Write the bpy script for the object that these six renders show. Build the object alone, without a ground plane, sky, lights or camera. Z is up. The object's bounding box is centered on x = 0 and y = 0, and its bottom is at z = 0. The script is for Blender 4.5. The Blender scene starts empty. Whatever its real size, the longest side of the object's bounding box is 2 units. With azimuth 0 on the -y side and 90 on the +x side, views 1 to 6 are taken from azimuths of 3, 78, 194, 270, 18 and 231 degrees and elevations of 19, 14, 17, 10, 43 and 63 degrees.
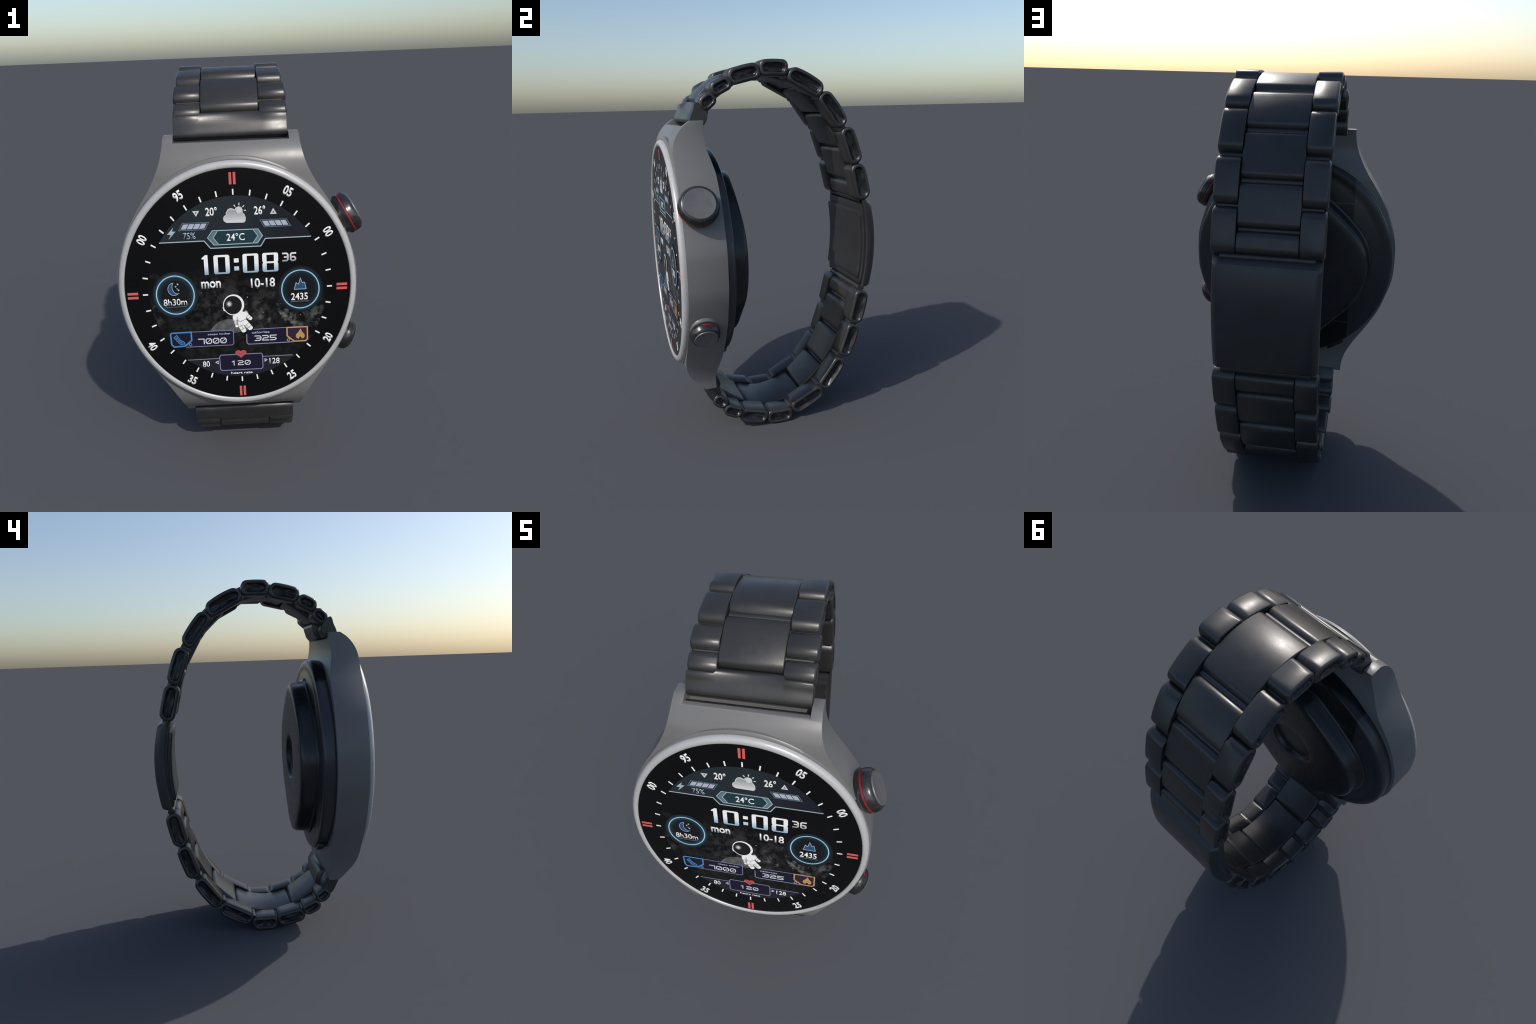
# A wrist smartwatch with a steel link bracelet, standing upright on its bracelet.
# Everything is modelled in the watch's own frame (x = across, y = dial -> clasp,
# z = up) and parented to one Empty that carries the small turn about z.
import bpy, bmesh, math, random
from math import sin, cos, pi, radians, hypot, atan2, sqrt
from mathutils import Vector, noise

random.seed(7)
TURN = radians(4.8)          # the whole watch is turned a little about z
SHIFT = -0.052               # mid plane offset
ZC = 1.012                   # height of the dial centre
SQ = 0.915                   # dial is this much narrower than tall

# --------------------------------------------------------------------------
# materials
# --------------------------------------------------------------------------
def new_mat(name):
    m = bpy.data.materials.new(name)
    m.use_nodes = True
    nt = m.node_tree
    b = nt.nodes["Principled BSDF"]
    return m, nt, b

def lin(c):
    return tuple(((v / 255) / 12.92 if v / 255 <= 0.04045 else ((v / 255 + 0.055) / 1.055) ** 2.4) for v in c)

def metal(name, col, rough, metallic, var=0.15, rvar=0.10, scale=18.0, bump=0.02, fine=140.0, spec=0.5):
    m, nt, b = new_mat(name)
    N, L = nt.nodes, nt.links
    tc = N.new("ShaderNodeTexCoord")
    n1 = N.new("ShaderNodeTexNoise"); n1.inputs["Scale"].default_value = scale; n1.inputs["Detail"].default_value = 5
    L.new(tc.outputs["Object"], n1.inputs["Vector"])
    cr = N.new("ShaderNodeValToRGB")
    cr.color_ramp.elements[0].position = 0.3; cr.color_ramp.elements[1].position = 0.7
    cr.color_ramp.elements[0].color = (*[c * (1 - var) for c in col], 1)
    cr.color_ramp.elements[1].color = (*[min(1, c * (1 + var)) for c in col], 1)
    L.new(n1.outputs["Fac"], cr.inputs["Fac"])
    L.new(cr.outputs["Color"], b.inputs["Base Color"])
    mr = N.new("ShaderNodeMapRange")
    mr.inputs["From Min"].default_value = 0.3; mr.inputs["From Max"].default_value = 0.7
    mr.inputs["To Min"].default_value = rough - rvar; mr.inputs["To Max"].default_value = rough + rvar
    n2 = N.new("ShaderNodeTexNoise"); n2.inputs["Scale"].default_value = scale * 2.3; n2.inputs["Detail"].default_value = 4
    L.new(tc.outputs["Object"], n2.inputs["Vector"])
    L.new(n2.outputs["Fac"], mr.inputs["Value"])
    L.new(mr.outputs["Result"], b.inputs["Roughness"])
    b.inputs["Metallic"].default_value = metallic
    b.inputs["Specular IOR Level"].default_value = spec
    n3 = N.new("ShaderNodeTexNoise"); n3.inputs["Scale"].default_value = fine; n3.inputs["Detail"].default_value = 3
    L.new(tc.outputs["Object"], n3.inputs["Vector"])
    bp = N.new("ShaderNodeBump"); bp.inputs["Strength"].default_value = bump; bp.inputs["Distance"].default_value = 0.01
    L.new(n3.outputs["Fac"], bp.inputs["Height"])
    L.new(bp.outputs["Normal"], b.inputs["Normal"])
    return m

def plain(name, col, rough=0.24, spec=0.5):
    m, nt, b = new_mat(name)
    b.inputs["Base Color"].default_value = (*col, 1)
    b.inputs["Roughness"].default_value = rough
    b.inputs["Specular IOR Level"].default_value = spec
    return m

M_CASE = metal("grey_satin_metal", (0.148, 0.147, 0.147), 0.36, 0.04, var=0.03, rvar=0.02, scale=9, bump=0.006, spec=0.42)
M_BEZEL = metal("silver_polished_metal", (0.425, 0.425, 0.430), 0.28, 0.10, var=0.03, rvar=0.04, scale=14, bump=0.004)
M_BAND = metal("dark_gunmetal", (0.047, 0.0458, 0.0458), 0.36, 0.42, var=0.10, rvar=0.04, scale=10, bump=0.012, spec=0.7)
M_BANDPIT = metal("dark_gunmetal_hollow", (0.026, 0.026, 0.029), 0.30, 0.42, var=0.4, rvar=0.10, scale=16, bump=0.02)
M_CLASP = metal("dark_clasp_metal", (0.046, 0.046, 0.049), 0.36, 0.42, var=0.08, rvar=0.05, scale=7, bump=0.012, spec=0.6)
M_CROWN = metal("black_crown_metal", (0.035, 0.035, 0.038), 0.26, 0.45, var=0.3, rvar=0.08, scale=30, bump=0.03, spec=0.8)
M_CROWNFACE = metal("grey_crown_face", (0.125, 0.125, 0.127), 0.42, 0.2, var=0.08, rvar=0.06, scale=20, bump=0.02)
M_RED = plain("red_enamel", (0.21, 0.017, 0.019), 0.35)
M_SENSOR = metal("black_sensor_cover", (0.022, 0.022, 0.025), 0.30, 0.15, var=0.2, rvar=0.05, scale=9, bump=0.008)

# back plate: a black printed panel down the middle, grey-blue metal beside it
def back_plate_mat():
    m, nt, b = new_mat("back_plate_metal")
    N, L = nt.nodes, nt.links
    tc = N.new("ShaderNodeTexCoord"); sp = N.new("ShaderNodeSeparateXYZ")
    L.new(tc.outputs["Object"], sp.inputs[0])
    def math(op, a, bb=None, clamp=False):
        n = N.new("ShaderNodeMath"); n.operation = op; n.use_clamp = clamp
        for i, v in enumerate((a, bb)):
            if v is None: continue
            if isinstance(v, (int, float)): n.inputs[i].default_value = v
            else: L.new(v, n.inputs[i])
        return n.outputs[0]
    ax = math("ABSOLUTE", sp.outputs["X"])
    inside = math("LESS_THAN", ax, 0.320)
    dz = math("ABSOLUTE", math("SUBTRACT", sp.outputs["Z"], 0.995))
    line = math("LESS_THAN", math("ABSOLUTE", math("SUBTRACT", dz, 0.340)), 0.004)
    panel = math("MULTIPLY", inside, math("SUBTRACT", 1.0, line))
    mix = N.new("ShaderNodeMix"); mix.data_type = "RGBA"
    mix.inputs["A"].default_value = (0.044, 0.045, 0.049, 1)
    mix.inputs["B"].default_value = (0.012, 0.012, 0.013, 1)
    L.new(panel, mix.inputs["Factor"])
    L.new(mix.outputs["Result"], b.inputs["Base Color"])
    b.inputs["Roughness"].default_value = 0.3
    b.inputs["Metallic"].default_value = 0.3
    return m
M_PLATE = back_plate_mat()

# --------------------------------------------------------------------------
# mesh helpers
# --------------------------------------------------------------------------
ROOT = bpy.data.objects.new("smartwatch", None)
bpy.context.scene.collection.objects.link(ROOT)
ROOT.empty_display_size = 0.2
ROOT.location = (SHIFT * cos(TURN), SHIFT * sin(TURN), 0)
ROOT.rotation_euler = (0, 0, TURN)
ROOT["label"] = "round smartwatch with black digital dial and dark steel link bracelet"
ROOT["category"] = "smartwatch"

def add(name, mesh, parent=None):
    o = bpy.data.objects.new(name, mesh)
    bpy.context.scene.collection.objects.link(o)
    o.parent = parent or ROOT
    return o

def mesh_of(name, verts, faces, mats, face_mat=None, sharp=38, smooth=True):
    me = bpy.data.meshes.new(name)
    me.from_pydata([tuple(v) for v in verts], [], faces)
    for m in (mats if isinstance(mats, (list, tuple)) else [mats]):
        me.materials.append(m)
    if face_mat:
        for p, i in zip(me.polygons, face_mat): p.material_index = i
    bm = bmesh.new(); bm.from_mesh(me)
    bmesh.ops.recalc_face_normals(bm, faces=bm.faces)
    bm.to_mesh(me); bm.free()
    if smooth:
        for p in me.polygons: p.use_smooth = True
        me.set_sharp_from_angle(angle=radians(sharp))
    return me

def make(name, verts, faces, mats, parent=None, **k):
    return add(name, mesh_of(name, verts, faces, mats, **k), parent)

def loft(loops, cap_start=True, cap_end=True, closed=True):
    """Faces between consecutive loops of equal length (each a list of points)."""
    n = len(loops[0]); V = [p for l in loops for p in l]; F = []
    rng = n if closed else n - 1
    for k in range(len(loops) - 1):
        a, b = k * n, (k + 1) * n
        for i in range(rng):
            j = (i + 1) % n
            F.append((a + i, a + j, b + j, b + i))
    if cap_start: F.append(tuple(range(n))[::-1])
    if cap_end: F.append(tuple(range((len(loops) - 1) * n, len(loops) * n)))
    return V, F

def bake_modifiers(o):
    dg = bpy.context.evaluated_depsgraph_get()
    me = bpy.data.meshes.new_from_object(o.evaluated_get(dg))
    o.modifiers.clear(); old = o.data; o.data = me; me.name = o.name
    bpy.data.meshes.remove(old)
    for p in me.polygons: p.use_smooth = True
    me.set_sharp_from_angle(angle=radians(38))
    return o

def curve_at(pts, x):
    """Monotone-ish Catmull-Rom through (x, value) points sorted by x."""
    if x <= pts[0][0]: return pts[0][1]
    if x >= pts[-1][0]: return pts[-1][1]
    for i in range(len(pts) - 1):
        if pts[i][0] <= x <= pts[i + 1][0]: break
    def slope(k):
        if k == 0 or k == len(pts) - 1:
            a, b = (0, 1) if k == 0 else (-2, -1)
            return (pts[b][1] - pts[a][1]) / (pts[b][0] - pts[a][0])
        return (pts[k + 1][1] - pts[k - 1][1]) / (pts[k + 1][0] - pts[k - 1][0])
    h = pts[i + 1][0] - pts[i][0]; t = (x - pts[i][0]) / h
    m0, m1 = slope(i) * h, slope(i + 1) * h
    return ((2*t**3 - 3*t**2 + 1) * pts[i][1] + (t**3 - 2*t**2 + t) * m0
            + (-2*t**3 + 3*t**2) * pts[i + 1][1] + (t**3 - t**2) * m1)

def ell(rx, rz, y, n=128, zc=ZC):
    return [(rx * cos(2 * pi * i / n), y, zc + rz * sin(2 * pi * i / n)) for i in range(n)]

# --------------------------------------------------------------------------
# case: round middle with flared lugs
# --------------------------------------------------------------------------
# half width as a function of |z - ZC|
WIDTH = [(0, .557), (.09, .553), (.15, .540), (.21, .520), (.283, .494), (.36, .453), (.433, .406),
         (.48, .375), (.53, .347), (.586, .322), (.647, .306), (.705, .301)]
# front and back surface (y) as a function of z
FRONT = [(.308, -.431), (.345, -.467), (.389, -.506), (.443, -.530), (.50, -.538), (.60, -.538), (1.42, -.538), (1.52, -.538),
         (1.57, -.537), (1.61, -.530), (1.653, -.509), (1.690, -.476), (1.713, -.442)]
BACK = [(.308, -.373), (.36, -.377), (.41, -.376), (.46, -.365), (.51, -.358), (.56, -.356), (1.0, -.356), (1.46, -.357),
        (1.50, -.363), (1.54, -.372), (1.58, -.382), (1.63, -.385), (1.713, -.379)]
zs = []
zz = .308
while zz < 1.7125:
    zs.append(zz); zz += 0.0120 if abs(zz - ZC) > .3 else .022
zs.append(1.713)
loops = []
for zv in zs:
    w = curve_at(WIDTH, abs(zv - ZC)) - (.008 * max(0.0, min(1.0, (.56 - zv) / .2))); f = curve_at(FRONT, zv); b = curve_at(BACK, zv)
    lean = .012 * (1 - min(1, abs(zv - ZC) / .66) ** 4)      # the back is a little deeper on the crown side
    loops.append([(-w, f, zv), (w, f, zv), (w, b + lean, zv), (-w, b - lean, zv)])
V, F = loft(loops)
case = make("case", V, F, M_CASE)

def box_cutter(x0, x1, y0, y1, z0, z1):
    V = [(x, y, z) for x in (x0, x1) for y in (y0, y1) for z in (z0, z1)]
    F = [(0, 1, 3, 2), (4, 6, 7, 5), (0, 4, 5, 1), (2, 3, 7, 6), (0, 2, 6, 4), (1, 5, 7, 3)]
    return make("cutter", V, F, M_CASE, smooth=False)
def cyl_cutter(x0, x1, y, z, r, n=24):
    V, F = loft([[(x, y + r * cos(2*pi*i/n), z + r * sin(2*pi*i/n)) for i in range(n)] for x in (x0, x1)])
    return make("cutter", V, F, M_CASE, smooth=False)
cutters = [box_cutter(-.257, .257, -.7, -.2, 1.686, 1.9), box_cutter(-.257, .257, -.7, -.2, .1, .320), box_cutter(-.257, .257, -.7, -.390, .1, .343),
           box_cutter(-.257, .257, -.456, -.394, 1.644, 1.75), box_cutter(-.257, .257, -.456, -.394, .25, .382)]
for c in cutters:
    md = case.modifiers.new("notch", "BOOLEAN"); md.operation = "DIFFERENCE"; md.object = c; md.solver = "EXACT"
md = case.modifiers.new("soft_edge", "BEVEL"); md.width = .006; md.segments = 3; md.limit_method = "ANGLE"; md.angle_limit = radians(42)
bake_modifiers(case)
for c in cutters:
    bpy.data.objects.remove(c)

# raised collar on the front of the case, then the bright bezel
def ring(name, prof, mats, parent=None, n=160, **k):
    """prof: list of (rx, rz, y) going round the section."""
    loops = [ell(rx, rz, y, n) for rx, rz, y in prof]
    V, F = loft(loops, False, False)
    return make(name, V, F, mats, parent, **k)

ring("collar", [(.547, .6215, -.530), (.547, .6210, -.5375), (.5465, .6150, -.5430), (.546, .605, -.5445), (.543, .600, -.540)], M_CASE, case)
ring("bezel", [(.549, .600, -.528), (.5520, .6035, -.5420), (.5510, .6025, -.5520), (.5465, .5980, -.5605), (.5390, .5895, -.5660),
               (.5310, .5810, -.5672), (.5255, .5745, -.5660), (.5225, .5710, -.5630), (.5215, .5700, -.5560)], M_BEZEL, case, sharp=60)

# --------------------------------------------------------------------------
# case back: oval plate, lobed sensor cover with a ring groove
# --------------------------------------------------------------------------
ZB = 1.004
prof = [(.530, .550, -.392), (.540, .560, -.376), (.5435, .5625, -.350), (.5435, .5625, -.318), (.5415, .5605, -.3070), (.536, .555, -.3005),
        (.526, .545, -.2978), (.500, .520, -.2970), (.471, .492, -.2968), (.468, .489, -.2958), (.300, .312, -.2950)]
V, F = loft([ell(a, b, y, 128, ZB) for a, b, y in prof], True, True)
back_plate = make("back_plate", V, F, M_PLATE, case)

# radius of the sensor cover's rear edge against the angle from +x, in degrees
RIM = [(-90, .437), (-80, .428), (-70, .406), (-60, .381), (-50, .368), (-40, .369), (-28, .378), (-12, .386), (0, .388), (13, .383),
       (25, .372), (36, .360), (46, .355), (56, .358), (68, .372), (80, .397), (90, .406)]
def lobed(grow, y, circ=None, n=144):
    """Outline of the sensor cover: rear edge grown by `grow`, or blended to a circle of radius circ[0] by circ[1]."""
    out = []
    for i in range(n):
        t = 2 * pi * i / n
        a = math.degrees(math.asin(max(-1, min(1, sin(t)))))
        r = curve_at(RIM, a) + grow * (1.28 if cos(t) > 0 and grow > 0 else 1)
        if cos(t) > 0 and sin(t) > 0: r += .010 * sin(2 * t)      # fuller upper shoulder on the crown side
        if circ: r = r * (1 - circ[1]) + circ[0] * circ[1]
        out.append((r * cos(t), y, 1.0 + r * sin(t)))
    return out
loops = [lobed(.040, -.320), lobed(.044, -.300), lobed(.044, -.290), lobed(.040, -.284), lobed(.032, -.282),
         lobed(.029, -.272), lobed(.026, -.246), lobed(.025, -.226), lobed(.021, -.2125), lobed(.013, -.2045), lobed(.001, -.2005),
         lobed(-.03, -.1985), lobed(0, -.1968, (.25, .6)), lobed(0, -.1955, (.19, .9)), lobed(0, -.1955, (.142, 1)),
         lobed(0, -.1965, (.136, 1)), lobed(0, -.2005, (.131, 1)), lobed(0, -.2140, (.127, 1)), lobed(0, -.2200, (.122, 1)), lobed(0, -.2225, (.114, 1)),
         lobed(0, -.2220, (.100, 1)), lobed(0, -.2210, (.085, 1)), lobed(0, -.2205, (.03, 1))]
V, F = loft(loops, True, True)
sensor_cover = make("sensor_cover", V, F, M_SENSOR, case, sharp=50)

# charging contact blocks low on the plate edge
def rbox(name, c, size, mat, parent=None, bev=.004, rot=0.0):
    bm = bmesh.new(); bmesh.ops.create_cube(bm, size=1)
    for v in bm.verts: v.co = Vector((v.co.x * size[0], v.co.y * size[1], v.co.z * size[2]))
    bmesh.ops.bevel(bm, geom=bm.edges[:], offset=bev, segments=2, affect="EDGES", profile=.6)
    cr, sr = cos(rot), sin(rot)
    for v in bm.verts:
        x, y, z = v.co
        v.co = Vector((c[0] + x * cr - z * sr, c[1] + y, c[2] + x * sr + z * cr))
    me = bpy.data.meshes.new(name); bm.to_mesh(me); bm.free()
    me.materials.append(mat)
    for p in me.polygons: p.use_smooth = True
    me.set_sharp_from_angle(angle=radians(40))
    return add(name, me, parent)
for sx in (-1, 1):
    rbox("contact_block", (sx * .255, -.330, .505), (.10, .040, .024), M_SENSOR, case, .005, rot=-sx * -.52)

# --------------------------------------------------------------------------
# crowns: turned knobs on the right flank
# --------------------------------------------------------------------------
def crown(name, cx, cz, tilt, radius, depth, full_ring):
    cy = -.462
    ax = Vector((cos(tilt), 0, sin(tilt))); e1 = Vector((0, 1, 0)); e2 = ax.cross(e1)
    C = Vector((cx, cy, cz)); n = 96
    def loop(u, r, ribs=0.0):
        out = []
        for i in range(n):
            t = 2 * pi * i / n
            rr = r * (1 - ribs * (0.5 + 0.5 * cos(48 * t)))
            out.append(tuple(C + ax * u + e1 * (rr * cos(t)) + e2 * (rr * sin(t))))
        return out
    R = radius
    prof = [(-depth - .03, .86 * R, 0), (-depth + .006, .86 * R, 0), (-depth + .016, .93 * R, .0), (-depth + .022, .985 * R, .03), (-.062 * R / .096, 1.01 * R, .03),
            (-.052 * R / .096, 1.01 * R, .0), (-.050 * R / .096, .985 * R, 0), (-.040 * R / .096, .985 * R, 0), (-.038 * R / .096, 1.01 * R, 0),
            (-.030 * R / .096, 1.00 * R, .03), (-.018 * R / .096, .97 * R, .02), (-.009 * R / .096, .90 * R, 0), (-.004 * R / .096, .83 * R, 0),
            (-.0035 * R / .096, .80 * R, 0)]
    V, F = loft([loop(*p) for p in prof], True, True)
    knob = make(name, V, F, M_CROWN, ROOT, sharp=40)
    prof = [(-.006 * R / .096, .79 * R, 0), (-.001, .785 * R, 0), (.0018, .765 * R, 0), (.0020, .74 * R, 0), (.0012, .70 * R, 0), (.0010, .30 * R, 0)]
    V, F = loft([loop(*p) for p in prof], True, True)
    make("crown_face", V, F, M_CROWNFACE, knob)
    # mound of case metal round the foot
    foot = min(.074, 1.05 * R)
    V, F = loft([loop(u, r) for u, r in ((-depth - .035, foot), (-depth - .004, foot), (-depth + .005, foot - .003), (-depth + .009, foot - .008), (-depth + .009, foot * .7))], True, True)
    make("crown_foot", V, F, M_CASE, knob)
    # red stripe
    w0, w1 = -.0495 * R / .096, -.0405 * R / .096
    arc = range(n + 1) if full_ring else range(int(n * .04), int(n * .30))
    V, F = [], []
    idx = list(arc)
    for k, i in enumerate(idx):
        t = 2 * pi * i / n
        d = e1 * cos(t) + e2 * sin(t)
        for u, r in ((w0, .97), (w0, 1.013), (w1, 1.013), (w1, .97)):
            V.append(tuple(C + ax * u + d * (R * r)))
        if k:
            a, b = (k - 1) * 4, k * 4
            for q in range(4):
                F.append((a + q, a + (q + 1) % 4, b + (q + 1) % 4, b + q))
    make("red_stripe", V, F, M_RED, knob)
    return knob
crown("crown", .554, 1.355, radians(29), .096, .088, True)
crown("button", .543, .694, radians(-30), .073, .066, False)

# --------------------------------------------------------------------------
# bracelet
# --------------------------------------------------------------------------
def link_profile(L, t, bo, bi, ro, ri, inset=0.0):
    """Closed side profile (s along the band, n outward), rounded corners, bowed faces."""
    h = L / 2 - inset; top = t / 2 - inset; bot = -t / 2 + inset
    ro = max(.004, min(ro - inset * .55, h * .98, (top - bot) * .5)); ri = max(.004, min(ri - inset * .55, h * .98, (top - bot) * .5))
    pts = []
    K = 7
    def corner(cx, cy, r, a0):
        for i in range(K):
            a = a0 + (pi / 2) * i / (K - 1)
            pts.append((cx + r * cos(a), cy + r * sin(a)))
    def bow(s, b): return b * (1 - (2 * s / L) ** 2)
    corner(h - ro, top - ro, ro, 0)
    for i in range(1, 8): pts.append(((h - ro) - 2 * (h - ro) * i / 8, top))
    corner(-h + ro, top - ro, ro, pi / 2)
    corner(-h + ri, bot + ri, ri, pi)
    for i in range(1, 8): pts.append(((-h + ri) + 2 * (h - ri) * i / 8, bot))
    corner(h - ri, bot + ri, ri, 1.5 * pi)
    out = []
    for s, n in pts:
        f = (n - bot) / (top - bot)
        out.append((s, n + bow(s, bo) * f + bow(s, bi) * (1 - f)))
    return out

def place(profile, x, cy, cz, d, mirror):
    """Profile (s, n) -> points; d = unit direction (dy, dz), outward = left of travel."""
    ny, nz = -d[1], d[0]
    if ny * cy + nz * (cz - 1.0) < 0: ny, nz = -ny, -nz
    out = []
    for s, n in profile:
        y = cy + d[0] * s + ny * n; z = cz + d[1] * s + nz * n
        out.append((x, y, 2.0 - z if mirror else z))
    return out

def unit(a, b):
    dy, dz = b[0] - a[0], b[1] - a[1]; l = hypot(dy, dz)
    return (dy / l, dz / l)

CW = 0.131       # half width of the centre links
# outer links of the upper half: centre (y, z), direction, length, thickness, outer bow, half width
OUTER = [
    ((-.344, 1.800), (-.756, -.655), .094, .070, .003, .256, .035),
    ((-.275, 1.871), (-.895, -.446), .114, .068, .004, .256, .034),
    ((-.153, 1.928), (-.973, -.231), .168, .078, .006, .246, .032),
    ((.002, 1.9565), (-1, 0), .152, .078, .005, .243, .028),
    ((.172, 1.886), (-.885, .466), .212, .078, .011, .240, .036),
    ((.325, 1.748), (-.590, .807), .212, .076, .009, .238, .037),
    ((.434, 1.558), (-.325, .946), .206, .078, .006, .236, .038),
    ((.491, 1.361), (-.234, .972), .204, .084, .005, .235, .040),
]
# centre links of the upper half: from (y, z), to (y, z), thickness, outer bow, inner bow
CENTRE = [
    ((-.362, 1.788), (-.180, 1.921), .074, .014, .008),
    ((-.180, 1.926), (.176, 1.893), .078, .042, .048),
    ((.1755, 1.892), (.3275, 1.750), .079, .009, .003),
    ((.326, 1.748), (.432, 1.559), .078, .000, .001),
    ((.431, 1.558), (.489, 1.368), .078, .001, .002),
    ((.491, 1.368), (.5165, 1.266), .080, .000, .000),
]
# the lower half bulges a little more at the fourth link
CENTRE_LOW = [c if i != 3 else (c[0], c[1], c[2], .009, .002) for i, c in enumerate(CENTRE)]

def outer_link(spec, side, mirror, seed):
    (cy, cz), d, L, t, bo, hw, rad = spec
    d = unit((0, 0), d)
    x_in, x_out = side * (CW + .0022), side * hw + (.003 if side > 0 else 0)
    dx = side
    steps = [  # x, inset
        (x_in, .0035), (x_in + dx * .004, 0), (x_out - dx * .011, 0), (x_out - dx * .0045, .0022), (x_out - dx * .001, .0075), (x_out + dx * .0005, .0140),
        (x_out - dx * .0015, .0175), (x_out - dx * .0055, .0205), (x_out - dx * .0105, .0240), (x_out - dx * .0135, .0290)]
    loops, flags = [], []
    for k, (x, ins) in enumerate(steps):
        lp = place(link_profile(L, t, bo, 0.0, rad if k < 5 else .05, rad * .9 if k < 5 else .05, ins), x, cy, cz, d, mirror)
        if k >= 7:   # rough cast floor of the side hollow
            lp = [(px + dx * .008 * noise.noise(Vector((py * 28 + seed * 3.1, pz * 28, k * .4))), py, pz) for px, py, pz in lp]
        loops.append(lp)
    V, F = loft(loops, True, False)
    n = len(loops[0])
    # close the hollow with a fan to a ridge line so the floor stays uneven
    c = [sum(p[i] for p in loops[-1]) / n for i in range(3)]
    V.append((c[0] + dx * .006 * noise.noise(Vector((seed * 1.7, 2.2, .3))), c[1], c[2]))
    b0 = (len(loops) - 1) * n
    for i in range(n): F.append((b0 + i, b0 + (i + 1) % n, len(V) - 1))
    nf = len(F)
    fm = []
    for f in F:
        k = min(f) // n
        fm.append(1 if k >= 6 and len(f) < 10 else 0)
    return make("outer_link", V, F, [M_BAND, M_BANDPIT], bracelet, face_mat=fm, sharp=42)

def centre_link(spec, mirror, gap=.005):
    a, b, t, bo, bi = spec
    d = unit(b, a)
    cy, cz = (a[0] + b[0]) / 2, (a[1] + b[1]) / 2
    L = hypot(a[0] - b[0], a[1] - b[1]) - 2 * gap
    loops = []
    for x, ins in ((-CW, .0035), (-CW + .002, .001), (-CW + .005, 0), (CW - .005, 0), (CW - .002, .001), (CW, .0035)):
        loops.append(place(link_profile(L, t, bo, bi, .027, .029, ins), x, cy, cz, d, mirror))
    V, F = loft(loops)
    return make("centre_link", V, F, M_BAND, bracelet, sharp=42)

# the bracelet's own origin part: the row of hinge pins, one mesh
def pin_mesh():
    V, F = [], []
    def pin(y, z, r, hw, n=16):
        base = len(V)
        v, f = loft([[(x, y + r * cos(2*pi*i/n), z + r * sin(2*pi*i/n)) for i in range(n)] for x in (-hw, hw)])
        V.extend(v); F.extend([tuple(q + base for q in g) for g in f])
    for mirror in (0, 1):
        for k in range(len(OUTER) - 1):
            a, b = OUTER[k], OUTER[k + 1]
            da = unit((0, 0), a[1])
            y, z = (a[0][0] * b[2] + b[0][0] * a[2]) / (a[2] + b[2]), (a[0][1] * b[2] + b[0][1] * a[2]) / (a[2] + b[2])
            pin(y, 2 - z if mirror else z, .021, a[5] - .014)
        for c in CENTRE[:-1]:      # cores that close the slots between the centre links
            pin(c[1][0], 2 - c[1][1] if mirror else c[1][1], .019, CW - .004)
        for y, z, r, hw in ((-.372, 1.762, .016, .20), (.518, 1.258, .020, .20)):
            pin(y, 2 - z if mirror else z, r, hw)
    return V, F
V, F = pin_mesh()
bracelet = make("bracelet", V, F, M_BAND, ROOT)
bracelet["kind"] = "stuff"

seed = 0
for mirror in (False, True):
    for spec in OUTER:
        for side in (-1, 1):
            seed += 1
            outer_link(spec, side, mirror, seed)
    for spec in (CENTRE_LOW if mirror else CENTRE):
        centre_link(spec, mirror)

# spring bars deep in the lug slots
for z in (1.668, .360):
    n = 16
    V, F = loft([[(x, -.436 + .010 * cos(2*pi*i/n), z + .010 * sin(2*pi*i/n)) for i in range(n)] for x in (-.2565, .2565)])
    make("spring_bar", V, F, M_BANDPIT, bracelet)

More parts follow.
